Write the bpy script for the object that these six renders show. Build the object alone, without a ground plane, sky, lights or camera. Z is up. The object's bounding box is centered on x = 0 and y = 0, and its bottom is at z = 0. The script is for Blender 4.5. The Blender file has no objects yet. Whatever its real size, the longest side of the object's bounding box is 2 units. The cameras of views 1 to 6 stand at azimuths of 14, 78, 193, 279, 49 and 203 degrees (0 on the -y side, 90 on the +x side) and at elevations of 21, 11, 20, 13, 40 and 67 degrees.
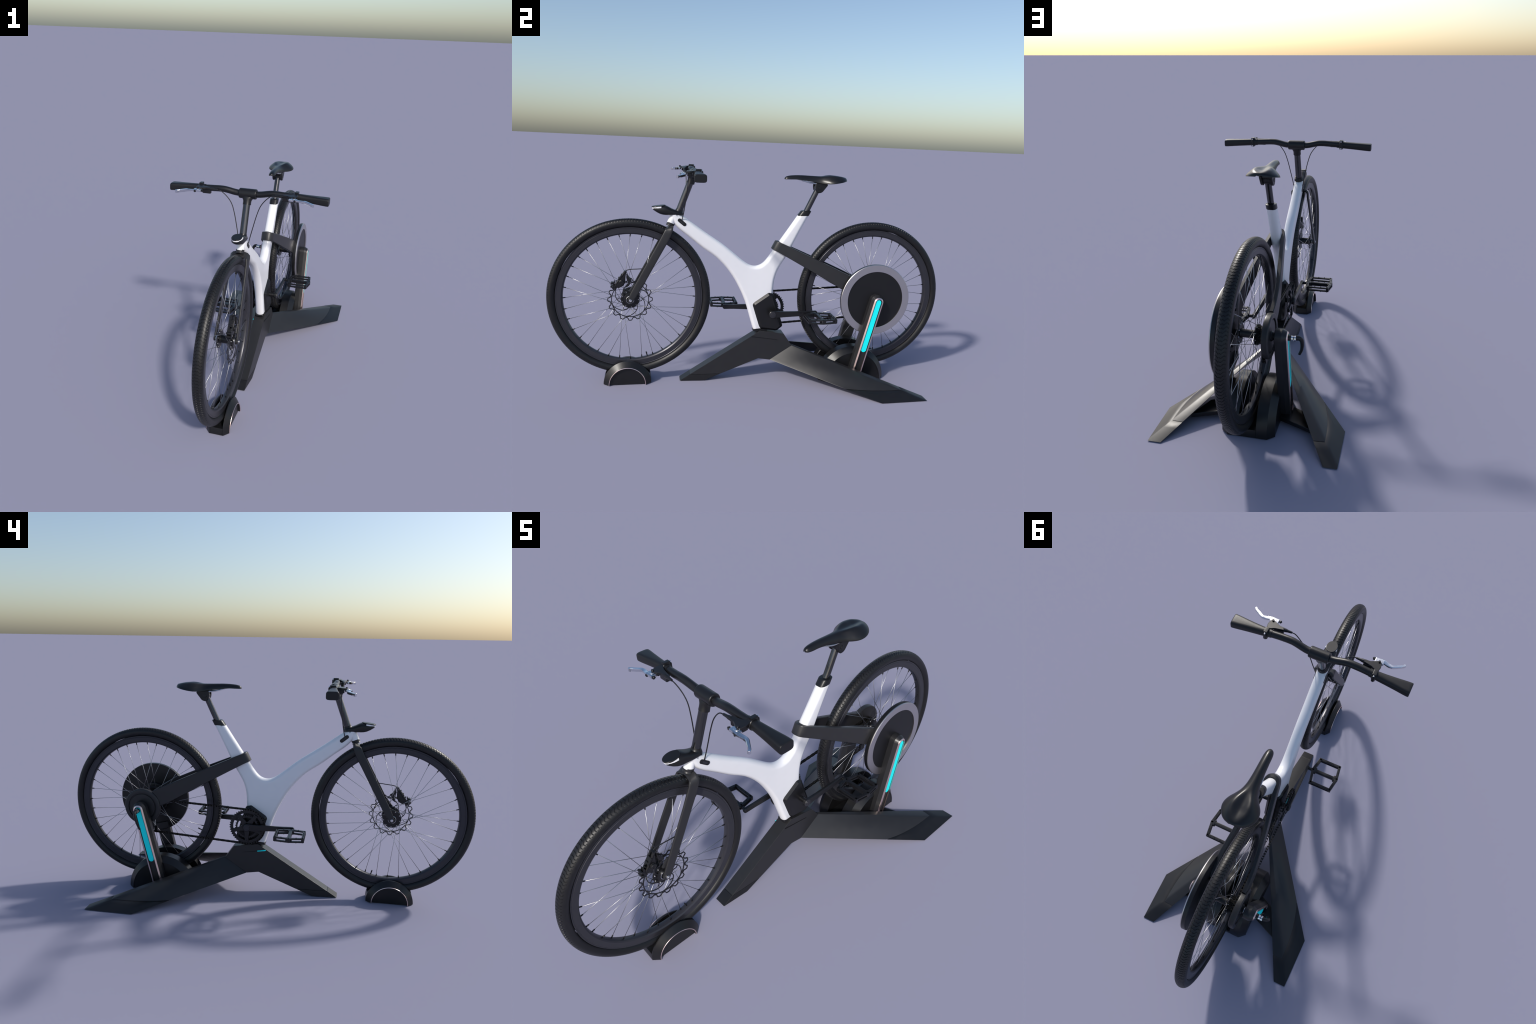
# City e-bike held upright on a folded-metal trainer stand, with a small half-round rest under the front tyre.
# Frame of the scene: x across (+x = rider's left), -y = front of the bicycle, z up, metres.
import bpy, bmesh, math, random
import numpy as np
from mathutils import Vector, Matrix

random.seed(7)
SC = bpy.context.scene.collection
PI, TAU = math.pi, math.tau


# ------------------------------------------------------------------ materials
def material(name, base, rough=0.5, metal=0.0, spec=0.5, coat=0.0, coat_rough=0.1, grain=0.0, grain_scale=400.0,
             mottle=0.06, mottle_scale=30.0, rough_var=0.05):
    m = bpy.data.materials.new(name)
    m.use_nodes = True
    nt = m.node_tree
    b = nt.nodes["Principled BSDF"]
    tc = nt.nodes.new("ShaderNodeTexCoord")
    n1 = nt.nodes.new("ShaderNodeTexNoise")
    n1.inputs["Scale"].default_value = mottle_scale
    n1.inputs["Detail"].default_value = 4
    nt.links.new(tc.outputs["Object"], n1.inputs["Vector"])
    ramp = nt.nodes.new("ShaderNodeValToRGB")
    lo = [max(0.0, c * (1 - mottle)) for c in base]
    hi = [min(1.0, c * (1 + mottle)) for c in base]
    ramp.color_ramp.elements[0].position, ramp.color_ramp.elements[1].position = 0.3, 0.7
    ramp.color_ramp.elements[0].color = (*lo, 1)
    ramp.color_ramp.elements[1].color = (*hi, 1)
    nt.links.new(n1.outputs["Fac"], ramp.inputs["Fac"])
    nt.links.new(ramp.outputs["Color"], b.inputs["Base Color"])
    mr = nt.nodes.new("ShaderNodeMapRange")
    mr.inputs["To Min"].default_value = max(0.02, rough - rough_var)
    mr.inputs["To Max"].default_value = min(1.0, rough + rough_var)
    nt.links.new(n1.outputs["Fac"], mr.inputs["Value"])
    nt.links.new(mr.outputs["Result"], b.inputs["Roughness"])
    b.inputs["Metallic"].default_value = metal
    b.inputs["Specular IOR Level"].default_value = spec
    b.inputs["Coat Weight"].default_value = coat
    b.inputs["Coat Roughness"].default_value = coat_rough
    if grain:
        n2 = nt.nodes.new("ShaderNodeTexNoise")
        n2.inputs["Scale"].default_value = grain_scale
        n2.inputs["Detail"].default_value = 2
        nt.links.new(tc.outputs["Object"], n2.inputs["Vector"])
        bu = nt.nodes.new("ShaderNodeBump")
        bu.inputs["Strength"].default_value = grain
        bu.inputs["Distance"].default_value = 0.001
        nt.links.new(n2.outputs["Fac"], bu.inputs["Height"])
        nt.links.new(bu.outputs["Normal"], b.inputs["Normal"])
    return m


WHITE = material("white_gloss_paint", (0.82, 0.82, 0.84), 0.3, coat=0.35, coat_rough=0.12, mottle=0.008, rough_var=0.015)
GREY_PAINT = material("charcoal_satin_paint", (0.022, 0.022, 0.024), 0.38, spec=0.4, mottle=0.05)
STAND = material("stand_anodised_black", (0.017, 0.017, 0.0185), 0.36, spec=0.45, mottle=0.06, grain=0.03, grain_scale=900)
STAND_FOOT = material("stand_foot_rubber", (0.008, 0.008, 0.0095), 0.42, spec=0.4, mottle=0.08, grain=0.04, grain_scale=700)
PLASTIC = material("black_plastic", (0.0075, 0.0075, 0.0085), 0.36, spec=0.42, mottle=0.06)
GLOSS = material("black_chromed_tube", (0.085, 0.085, 0.09), 0.15, metal=0.9, spec=0.5, mottle=0.03, rough_var=0.02)
RUBBER = material("tyre_rubber", (0.0075, 0.0075, 0.0085), 0.42, spec=0.42, mottle=0.12, mottle_scale=60, grain=0.04, grain_scale=800)
GRIP = material("grip_rubber", (0.008, 0.008, 0.009), 0.42, spec=0.4, mottle=0.08, grain=0.04, grain_scale=900)
RIM = material("rim_satin_alloy", (0.036, 0.036, 0.044), 0.32, metal=0.35, mottle=0.03, rough_var=0.01)
LEATHER = material("saddle_leatherette", (0.007, 0.007, 0.008), 0.32, spec=0.45, mottle=0.08, grain=0.02, grain_scale=1200)
BLACK_METAL = material("black_anodised_metal", (0.009, 0.009, 0.0105), 0.34, metal=0.1, spec=0.45, mottle=0.08)
CHAIN = material("oiled_chain_steel", (0.022, 0.021, 0.020), 0.35, metal=0.6, mottle=0.2, mottle_scale=200)
STEEL = material("bright_steel", (0.62, 0.62, 0.63), 0.25, metal=1.0, mottle=0.04)
SPOKE = material("spoke_steel", (0.40, 0.40, 0.415), 0.34, metal=1.0, mottle=0.04)
CHROME = material("polished_chrome", (0.72, 0.73, 0.76), 0.15, metal=1.0, mottle=0.03)
SILVER = material("brushed_silver_ring", (0.62, 0.59, 0.57), 0.32, metal=1.0, mottle=0.015, rough_var=0.0)
ROSE = material("rose_gold_trim", (0.90, 0.70, 0.65), 0.30, metal=1.0, mottle=0.03)
CYAN = material("cyan_light_panel", (0.012, 0.98, 1.0), 0.45, spec=0.2, mottle=0.01)
LENS = material("lamp_lens_white", (0.86, 0.86, 0.88), 0.18, mottle=0.01)
DARK_FACE = material("flywheel_face_black", (0.0085, 0.0085, 0.010), 0.45, spec=0.35, mottle=0.06)
GREY_CAP = material("grey_end_cap", (0.024, 0.024, 0.030), 0.4, spec=0.4, mottle=0.04)


# ------------------------------------------------------------------ mesh helpers
def finish(name, bm, mat, parent=None, sharp=35.0, origin=None, mats=None, flat=True):
    bmesh.ops.remove_doubles(bm, verts=bm.verts, dist=1e-6)
    bmesh.ops.recalc_face_normals(bm, faces=bm.faces)
    lim = math.radians(sharp)
    for f in bm.faces:
        f.smooth = True
    for e in bm.edges:
        e.smooth = not (len(e.link_faces) == 2 and e.calc_face_angle(0.0) > lim)
    if origin is not None:
        bmesh.ops.translate(bm, verts=bm.verts, vec=-Vector(origin))
    me = bpy.data.meshes.new(name)
    bm.to_mesh(me)
    bm.free()
    for m in (mats or [mat]):
        me.materials.append(m)
    o = place(name, me, parent, origin)
    if flat:                      # big flat faces keep their own normal, only the bevels are shaded round
        w = o.modifiers.new("weighted_normal", "WEIGHTED_NORMAL")
        w.keep_sharp = True
        w.weight = 80
    return o


def place(name, me, parent=None, origin=None, rot=None):
    o = bpy.data.objects.new(name, me)
    SC.objects.link(o)
    o.parent = parent
    base = Vector(parent["at"]) if parent is not None and "at" in parent else Vector((0, 0, 0))
    w = Vector(origin) if origin is not None else Vector((0, 0, 0))
    o.location = w - base
    if rot is not None:
        o.rotation_euler = rot
    return o


def empty(name, at, parent=None):
    e = bpy.data.objects.new(name, None)
    SC.objects.link(e)
    e.empty_display_size = 0.05
    base = Vector(parent["at"]) if parent is not None else Vector((0, 0, 0))
    e.parent = parent
    e.location = Vector(at) - base
    e["at"] = tuple(at)
    return e


def rings(bm, loops, close=True, cap=(True, True), wrap=False):
    """skin a list of equally long vertex loops"""
    vs = [[bm.verts.new(p) for p in lp] for lp in loops]
    n = len(vs[0])
    pairs = list(zip(vs[:-1], vs[1:])) + ([(vs[-1], vs[0])] if wrap else [])
    for a, b in pairs:
        for i in range(n if close else n - 1):
            j = (i + 1) % n
            try:
                bm.faces.new((a[i], a[j], b[j], b[i]))
            except ValueError:
                pass
    if not wrap:
        if cap[0]:
            bm.faces.new(vs[0][::-1])
        if cap[1]:
            bm.faces.new(vs[-1])
    return vs


def basis(d, ref=None):
    d = Vector(d).normalized()
    ref = Vector(ref) if ref is not None else (Vector((1, 0, 0)) if abs(d.x) < 0.9 else Vector((0, 0, 1)))
    u = (ref - d * ref.dot(d)).normalized()
    return u, d.cross(u)


def spline(pts, n=8, closed=False):
    """Catmull-Rom through the points"""
    P = [Vector(p) for p in pts]
    out, m = [], len(P)
    segs = m if closed else m - 1
    for i in range(segs):
        if closed:
            a, b, c, d = P[i - 1], P[i], P[(i + 1) % m], P[(i + 2) % m]
        else:
            b, c = P[i], P[i + 1]
            a = P[i - 1] if i > 0 else b * 2 - c
            d = P[i + 2] if i + 2 < m else c * 2 - b
        for k in range(n):
            t = k / n
            out.append(0.5 * ((2 * b) + (c - a) * t + (2 * a - 5 * b + 4 * c - d) * t * t + (3 * b - a - 3 * c + d) * t ** 3))
    if not closed:
        out.append(P[-1])
    return out


def add_tube(bm, pts, rad, seg=12, closed=False, cap=True, flat=1.0, ref=None):
    P = [Vector(p) for p in pts]
    n = len(P)
    R = rad if isinstance(rad, (list, tuple)) else [rad] * n
    loops, u = [], None
    for i, p in enumerate(P):
        if closed:
            d = (P[(i + 1) % n] - P[i - 1]).normalized()
        else:
            d = (P[min(i + 1, n - 1)] - P[max(i - 1, 0)]).normalized()
        if u is None or ref is not None:
            u, v = basis(d, ref)
        else:
            u = (u - d * u.dot(d)).normalized()
            v = d.cross(u)
        loops.append([p + (u * math.cos(TAU * k / seg) + v * math.sin(TAU * k / seg) * flat) * R[i] for k in range(seg)])
    rings(bm, loops, cap=(cap, cap), wrap=closed)


def add_lathe(bm, prof, at, axis=(1, 0, 0), seg=48, a0=0.0, a1=TAU, ref=None, closed_prof=False):
    """prof: list of (distance along axis, radius)"""
    d = Vector(axis).normalized()
    u, v = basis(d, ref)
    at = Vector(at)
    full = abs(a1 - a0 - TAU) < 1e-6
    n = seg if full else seg + 1
    loops = []
    for h, r in prof:
        loops.append([at + d * h + (u * math.cos(a0 + (a1 - a0) * k / seg) + v * math.sin(a0 + (a1 - a0) * k / seg)) * max(r, 1e-5) for k in range(n)])
    rings(bm, loops, close=full, cap=(False, False), wrap=closed_prof)
    bmesh.ops.remove_doubles(bm, verts=bm.verts, dist=2.5e-5)


def add_cyl(bm, p0, p1, r, seg=20, bevel=0.0, r1=None):
    p0, p1 = Vector(p0), Vector(p1)
    L = (p1 - p0).length
    r1 = r if r1 is None else r1
    b = min(bevel, L / 3)
    prof = [(0, 0), (0, r - b), (b, r), (L - b, r1), (L, r1 - b), (L, 0)] if b else [(0, 0), (0, r), (L, r1), (L, 0)]
    add_lathe(bm, prof, p0, p1 - p0, seg)


def add_box(bm, c, s, rot=None, bevel=0.0):
    r = bmesh.ops.create_cube(bm, size=1.0)
    vs = r["verts"]
    M = Matrix.Translation(Vector(c)) @ (rot.to_4x4() if rot is not None else Matrix()) @ Matrix.Diagonal((*s, 1))
    bmesh.ops.transform(bm, matrix=M, verts=vs)
    if bevel:
        es = list({e for v in vs for e in v.link_edges})
        bmesh.ops.bevel(bm, geom=es, offset=bevel, segments=2, affect="EDGES", profile=0.5)


def inset_loop(pts, dist):
    """move a closed 2D outline inwards along mitred normals (outline counter-clockwise)"""
    n, out = len(pts), []
    for i in range(n):
        p, a, b = pts[i], pts[i - 1], pts[(i + 1) % n]
        d0, d1 = (p - a).normalized(), (b - p).normalized()
        n0, n1 = Vector((-d0.y, d0.x)), Vector((-d1.y, d1.x))
        m = n0 + n1
        m = m.normalized() / max(0.45, m.normalized().dot(n0)) if m.length > 1e-6 else n0
        out.append(p + m * dist)
    return out


def area2(p):
    return 0.5 * sum(a.x * b.y - b.x * a.y for a, b in zip(p, p[1:] + p[:1]))


def add_slab(bm, outline, layers):
    """outline in the y-z plane; layers = (x, inset) pairs from one side to the other"""
    pts = [Vector((p[0], p[1])) for p in outline]
    if area2(pts) < 0:
        pts.reverse()
    loops = []
    for x, ins in layers:
        q = inset_loop(pts, ins) if ins else pts
        loops.append([(x, p.x, p.y) for p in q])
    rings(bm, loops)


def round_poly(pts, r, n=4):
    """round the corners of a 2D polygon"""
    out, m = [], len(pts)
    rr = r if isinstance(r, (list, tuple)) else [r] * m
    for i in range(m):
        p, a, b = Vector(pts[i]), Vector(pts[i - 1]), Vector(pts[(i + 1) % m])
        u, v = (a - p), (b - p)
        k = min(rr[i], u.length * 0.45, v.length * 0.45)
        s, e = p + u.normalized() * k, p + v.normalized() * k
        for j in range(n + 1):
            t = j / n
            out.append(s * (1 - t) ** 2 + p * 2 * t * (1 - t) + e * t * t)
    return out


def capsule(a, b, r, n=10):
    a, b = Vector(a), Vector(b)
    t = math.atan2((b - a).y, (b - a).x)
    out = [b + Vector((math.cos(t - PI / 2 + PI * k / n), math.sin(t - PI / 2 + PI * k / n))) * r for k in range(n + 1)]
    out += [a + Vector((math.cos(t + PI / 2 + PI * k / n), math.sin(t + PI / 2 + PI * k / n))) * r for k in range(n + 1)]
    return out


def bevel_sharp(bm, width, seg=2, angle=20):
    es = [e for e in bm.edges if len(e.link_faces) == 2 and e.calc_face_angle(0) > math.radians(angle)]
    bmesh.ops.bevel(bm, geom=es, offset=width, segments=seg, affect="EDGES", profile=0.5, clamp_overlap=True)


def mirror_x(bm):
    for v in bm.verts:
        v.co.x = -v.co.x
    bmesh.ops.reverse_faces(bm, faces=bm.faces)


# ------------------------------------------------------------------ sizes
AXLE_F, AXLE_R, AXLE_Z = -0.613, 0.613, 0.431
R_TYRE, R_BEAD, R_RIM_IN = 0.3875, 0.346, 0.3125
BB = (0.084, 0.352)

bike = empty("bicycle", (0, 0, 0))
bike["label"] = "white city e-bike with black wheels and parts"
bike["category"] = "bicycle"
stand = empty("trainer_stand", (0, 0.2, 0))
stand["label"] = "black three-legged bike trainer stand with cyan light posts"
stand["category"] = "bike trainer"


# ------------------------------------------------------------------ frame
def build_frame():
    top = [(-0.384, 0.8480), (-0.31, 0.795), (-0.248, 0.751), (-0.166, 0.6965), (-0.11, 0.6515), (-0.068, 0.617), (-0.037, 0.5945), (-0.005, 0.5845), (0.028, 0.594),
           (0.054, 0.622), (0.088, 0.6735), (0.115, 0.7145), (0.16, 0.781), (0.2068, 0.852)]
    rear = [(0.2622, 0.852), (0.221, 0.773), (0.18, 0.6885), (0.149, 0.627), (0.119, 0.5815), (0.103, 0.536), (0.0965, 0.5), (0.095, 0.44), (0.085, 0.36), (0.0575, 0.2620)]
    low = [(-0.0020, 0.2590), (-0.012, 0.290), (-0.025, 0.333), (-0.046, 0.4), (-0.073, 0.461), (-0.109, 0.527), (-0.152, 0.5845), (-0.203, 0.6345), (-0.26, 0.6725),
           (-0.33, 0.729), (-0.38, 0.766), (-0.406, 0.791)]
    head = [(-0.4165, 0.8170), (-0.4290, 0.8480)]
    sides = []
    for part in (top, rear, low + head):
        dense = [v.xy for v in spline([(p[0], p[1], 0) for p in part], 10)]
        run = [0.0]
        for a_, b_ in zip(dense, dense[1:]):
            run.append(run[-1] + (b_ - a_).length)
        n = int(run[-1] / 0.0085)
        ev, i = [], 0
        for k in range(n + 1):          # even spacing, then fair the line
            t = run[-1] * k / n
            while i < len(run) - 2 and run[i + 1] < t:
                i += 1
            f = (t - run[i]) / max(1e-9, run[i + 1] - run[i])
            ev.append(dense[i].lerp(dense[i + 1], f))
        for _ in range(14):
            ev = [ev[0]] + [ev[i] * 0.5 + (ev[i - 1] + ev[i + 1]) * 0.25 for i in range(1, len(ev) - 1)] + [ev[-1]]
        sides.append(ev)
    W, R, K = 0.0228, 0.0182, 9
    lay = []
    for k in range(K + 1):
        a = PI / 2 * k / K
        lay.append((W * math.sin(a), R * (1 - math.cos(a))))
    layers = [(-x, i) for x, i in reversed(lay[1:])] + lay
    bm = bmesh.new()
    loops = []
    for x, ins in layers:
        loop = []
        for ev in sides:                # each side is inset by its own normal, so the hidden ends stay square
            for i, p in enumerate(ev):
                d = (ev[min(i + 1, len(ev) - 1)] - ev[max(i - 1, 0)]).normalized()
                q = p + Vector((d.y, -d.x)) * ins
                loop.append((x, q.x, q.y))
        loops.append(loop)
    rings(bm, loops)
    # head sleeve that carries the fork
    add_cyl(bm, (0, -0.404, 0.842), (0, -0.4245, 0.797), 0.0185, 28, 0.001)
    return finish("frame", bm, WHITE, bike, 30, flat=False)


build_frame()

# black foot under the frame, motor cover, cable ports
bm = bmesh.new()
add_slab(bm, round_poly([(-0.004, 0.249), (0.07, 0.240), (0.07, 0.262), (-0.001, 0.2605)], 0.004, 2), [(-0.021, 0.002), (-0.017, 0), (0.017, 0), (0.021, 0.002)])
finish("frame_foot", bm, PLASTIC, bike)

bm = bmesh.new()
cover = round_poly([(0.070, 0.456), (0.0975, 0.4445), (0.150, 0.275), (0.1185, 0.2505), (0.033, 0.2635), (0.024, 0.280), (-0.0125, 0.391), (-0.0065, 0.403)],
                   [0.008, 0.008, 0.008, 0.008, 0.012, 0.012, 0.01, 0.01], 4)
add_slab(bm, cover, [(-0.0345, 0.0135), (-0.0335, 0.0115), (-0.0225, 0.0008), (-0.0215, 0), (0.0215, 0), (0.0225, 0.0008), (0.0335, 0.0115), (0.0345, 0.0135)])
finish("motor_cover", bm, PLASTIC, bike, 40)

for s in (1, -1):
    bm = bmesh.new()
    out = capsule((-0.383, 0.8165), (-0.359, 0.7965), 0.0088)
    hole = capsule((-0.377, 0.8115), (-0.364, 0.8005), 0.0035)
    add_slab(bm, out, [(s * 0.021, 0), (s * 0.0238, 0), (s * 0.0250, 0.0015)])
    finish("cable_port", bm, PLASTIC, bike)
    bm = bmesh.new()
    add_slab(bm, hole, [(s * 0.0240, 0), (s * 0.0255, 0.0005)])
    finish("port_slot", bm, GREY_CAP, bike)


# ------------------------------------------------------------------ chain stay band: wraps the seat tube and runs to the rear axle
def build_stay():
    # plan path (y, x) on the left side, height band follows the slope of the stay
    nose = [(0.103, 0.0), (0.1045, 0.0095), (0.109, 0.0175), (0.119, 0.0235), (0.137, 0.0275)]
    left = nose + [(0.20, 0.0390), (0.30, 0.0565), (0.40, 0.0725), (0.47, 0.0815), (0.52, 0.0825), (0.56, 0.078)]
    right = nose + [(0.20, 0.0365), (0.30, 0.0520), (0.40, 0.0660), (0.47, 0.0735), (0.52, 0.0755), (0.56, 0.0745)]
    sl, sr = (spline([(x, y, 0) for y, x in h], 6) for h in (left, right))
    full = [Vector((-p.x, p.y)) for p in reversed(sr[1:])] + [Vector((p.x, p.y)) for p in sl]

    def band(y):
        t = max(0.0, min(1.0, (y - 0.103) / 0.40))
        zt = 0.7185 - 0.425 * (y - 0.103) - 0.05 * max(0, y - 0.103) ** 2
        return zt, 0.042 + 0.043 * t
    bm = bmesh.new()
    loops, T = [], 0.0092
    for i, p in enumerate(full):
        a, b = full[max(i - 1, 0)], full[min(i + 1, len(full) - 1)]
        d = (b - a).normalized()
        nrm = Vector((-d.y, d.x))
        loop = []
        for o, e in ((-T, 0.003), (-T + 0.003, 0), (T - 0.003, 0), (T, 0.003)):
            q = p + nrm * o
            zt, h = band(p.y)
            loop.append((q.x, q.y, zt - e))
        for o, e in ((T, 0.003), (T - 0.003, 0), (-T + 0.003, 0), (-T, 0.003)):
            q = p + nrm * o
            zt, h = band(p.y)
            lean = 0.32 * h * min(1.0, max(0.0, (p.y - 0.112) / 0.03))
            lean = lean if p.y > 0.112 else 0.0
            loop.append((q.x, q.y - 0.018 * min(1, h / 0.042), zt - h + e))
        loops.append(loop)
    rings(bm, loops)
    finish("stay_band", bm, GREY_PAINT, bike, 40)


build_stay()

# ------------------------------------------------------------------ seat post and saddle
bm = bmesh.new()
add_tube(bm, [(0, 0.2465, 0.865), (0, 0.309, 1.000)], 0.0143, 28)
finish("seat_post", bm, GLOSS, bike)
bm = bmesh.new()
loops = []
for y0, y1, z, ins in ((0.2015, 0.2595, 0.8445, 0.003), (0.2035, 0.2615, 0.848, 0), (0.2195, 0.2725, 0.870, 0), (0.2220, 0.2725, 0.8725, 0.003)):
    c, hy, hx = (y0 + y1) / 2, (y1 - y0) / 2 - ins, 0.0235 - ins
    loops.append([(hx * math.copysign(abs(math.sin(a)) ** 0.75, math.sin(a)), c - hy * math.copysign(abs(math.cos(a)) ** 0.75, math.cos(a)), z) for a in [TAU * k / 40 for k in range(40)]])
rings(bm, loops)
finish("seat_collar", bm, PLASTIC, bike, 40)


def build_clamp():
    out = round_poly([(0.284, 1.014), (0.341, 1.012), (0.346, 1.003), (0.318, 0.967), (0.300, 0.962), (0.286, 0.972), (0.2815, 0.992)],
                     [0.006, 0.008, 0.008, 0.02, 0.02, 0.015, 0.012], 5)
    for s in (1, -1):
        bm = bmesh.new()
        add_slab(bm, out, [(s * 0.017, 0.0), (s * 0.0255, 0), (s * 0.028, 0.0025)])
        finish("saddle_clamp_plate", bm, PLASTIC, bike, 40)
        bm = bmesh.new()
        add_lathe(bm, [(0.0275, 0.0105), (0.0262, 0.0105), (0.0262, 0.0085), (0.0295, 0.0080), (0.0300, 0.0072), (0.0300, 0.0)], (0, 0.3035, 0.988), (s, 0, 0), 24)
        finish("clamp_bolt", bm, BLACK_METAL, bike)
    bm = bmesh.new()
    add_box(bm, (0, 0.311, 1.006), (0.036, 0.052, 0.014), bevel=0.003)
    add_cyl(bm, (-0.02, 0.303, 0.988), (0.02, 0.303, 0.988), 0.019, 24, 0.002)
    finish("saddle_clamp", bm, PLASTIC, bike)


build_clamp()


def build_saddle():
    # y, half width, top height on the ridge, lip height, hump height (two cheeks with a valley between)
    S = [(0.1275, 0.0020, 1.0300, 1.0260, 0), (0.130, 0.0085, 1.0350, 1.0258, 0), (0.138, 0.0140, 1.0405, 1.0258, 0), (0.155, 0.0172, 1.0448, 1.0262, 0),
         (0.185, 0.0185, 1.0475, 1.0268, 0), (0.220, 0.0200, 1.0480, 1.0240, 0), (0.255, 0.0225, 1.0470, 1.0195, 0), (0.285, 0.0270, 1.0462, 1.0155, 0),
         (0.310, 0.0355, 1.0460, 1.0125, 0.001), (0.330, 0.0480, 1.0462, 1.0105, 0.0040), (0.350, 0.0615, 1.0462, 1.0110, 0.0072), (0.370, 0.0690, 1.0460, 1.0135, 0.0086),
         (0.390, 0.0695, 1.0452, 1.0170, 0.0078), (0.410, 0.0630, 1.0455, 1.0205, 0.0055), (0.427, 0.0510, 1.0450, 1.0240, 0.002), (0.439, 0.0360, 1.0425, 1.0265, 0.0005),
         (0.4465, 0.0150, 1.0365, 1.0280, 0)]
    S = spline([(a, b, c) for a, b, c, d, e in S], 4), spline([(d, e, 0) for a, b, c, d, e in S], 4)
    n, loops = 36, []
    for p, q in zip(*S):
        y, w, zt = p
        lip, hump = q.x, q.y
        loop = []
        for k in range(n + 1):
            s = -1 + 2 * k / n
            s = math.sin(s * PI / 2)
            a = abs(s)
            drop = 1 - (1 - a ** 2.3) ** 0.62
            z = zt - (zt - lip) * drop + hump * math.exp(-((a - 0.48) / 0.26) ** 2) - hump * 0.3 * math.exp(-(a / 0.2) ** 2)
            loop.append((w * s, y, z))
        for k in range(n - 1):   # underside, hollowed
            s = math.sin((1 - 2 * (k + 1) / n) * PI / 2)
            loop.append((w * s * 0.96, y, lip + (zt - lip) * 0.62 * (1 - abs(s) ** 4)))
        loops.append(loop)
    bm = bmesh.new()
    rings(bm, loops)
    finish("saddle", bm, LEATHER, bike, 60, flat=False)
    bm = bmesh.new()
    for s in (1, -1):
        add_tube(bm, spline([(s * 0.006, 0.165, 1.033), (s * 0.012, 0.200, 1.027), (s * 0.020, 0.245, 1.015), (s * 0.0215, 0.280, 1.0105), (s * 0.0215, 0.34, 1.0105), (s * 0.03, 0.385, 1.022)], 6), 0.0032, 10)
    finish("saddle_rail", bm, STEEL, bike)


build_saddle()


# ------------------------------------------------------------------ steering: fork, lamp, stem, handlebar
def build_fork():
    bm = bmesh.new()
    add_lathe(bm, [(-0.001, 0.0), (-0.001, 0.0185), (0.0, 0.0195), (0.006, 0.0195), (0.010, 0.0180), (0.013, 0.0185), (0.017, 0.0205), (0.019, 0.0)], (0, -0.4215, 0.8005), (0, -0.42, -0.9), 32)
    finish("fork_collar", bm, GREY_PAINT, bike, 40)
    # crown and blades: one bent strap; each station gives centre x, y, z, width across the blade, thickness
    side = [(0.0, -0.4290, 0.7795, 0.036, 0.0125), (0.020, -0.4292, 0.7790, 0.036, 0.0125), (0.0300, -0.4298, 0.7770, 0.036, 0.0125), (0.0365, -0.4310, 0.7725, 0.0365, 0.0125),
            (0.0395, -0.4340, 0.7650, 0.037, 0.0125), (0.0405, -0.4390, 0.7530, 0.0385, 0.012), (0.0420, -0.4520, 0.7260, 0.0395, 0.012), (0.0440, -0.4750, 0.6830, 0.0375, 0.0115),
            (0.0475, -0.5250, 0.5900, 0.0370, 0.011), (0.0505, -0.5750, 0.4970, 0.0365, 0.011), (0.0520, -0.5960, 0.4590, 0.0335, 0.011), (0.0525, -0.6085, 0.4365, 0.0290, 0.011)]
    st = [[-a[0], *a[1:]] for a in reversed(side[1:])] + [list(a) for a in side]
    bm = bmesh.new()
    loops = []
    for i, (x, y, z, w, t) in enumerate(st):
        p = Vector((x, y, z))
        a, b = Vector(st[max(i - 1, 0)][:3]), Vector(st[min(i + 1, len(st) - 1)][:3])
        d = (b - a).normalized()
        u = Vector((0, 0.887, 0.46))        # across the blade, in the side plane
        u = (u - d * u.dot(d)).normalized()
        v = d.cross(u)
        loop = []
        for k in range(24):
            c, s = math.cos(TAU * k / 24), math.sin(TAU * k / 24)
            loop.append(p + u * (w / 2) * math.copysign(abs(c) ** 0.55, c) + v * (t / 2) * math.copysign(abs(s) ** 0.55, s))
        loops.append(loop)
    rings(bm, loops)
    finish("fork", bm, GREY_PAINT, bike, 40)
    for s in (1, -1):   # round drop-out ends and axle bolts
        bm = bmesh.new()
        add_lathe(bm, [(0.0465, 0.0), (0.0465, 0.0140), (0.0565, 0.0140), (0.058, 0.0125), (0.058, 0.0)], (0, AXLE_F + 0.002, AXLE_Z - 0.001), (s, 0, 0), 28)
        finish("fork_end", bm, GREY_PAINT, bike)
        bm = bmesh.new()
        add_lathe(bm, [(0.057, 0.0068), (0.060, 0.0068), (0.061, 0.0058), (0.061, 0.003), (0.0595, 0.0025), (0.0595, 0)], (0, AXLE_F + 0.002, AXLE_Z - 0.001), (s, 0, 0), 18)
        finish("axle_bolt", bm, STEEL, bike)


build_fork()


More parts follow.
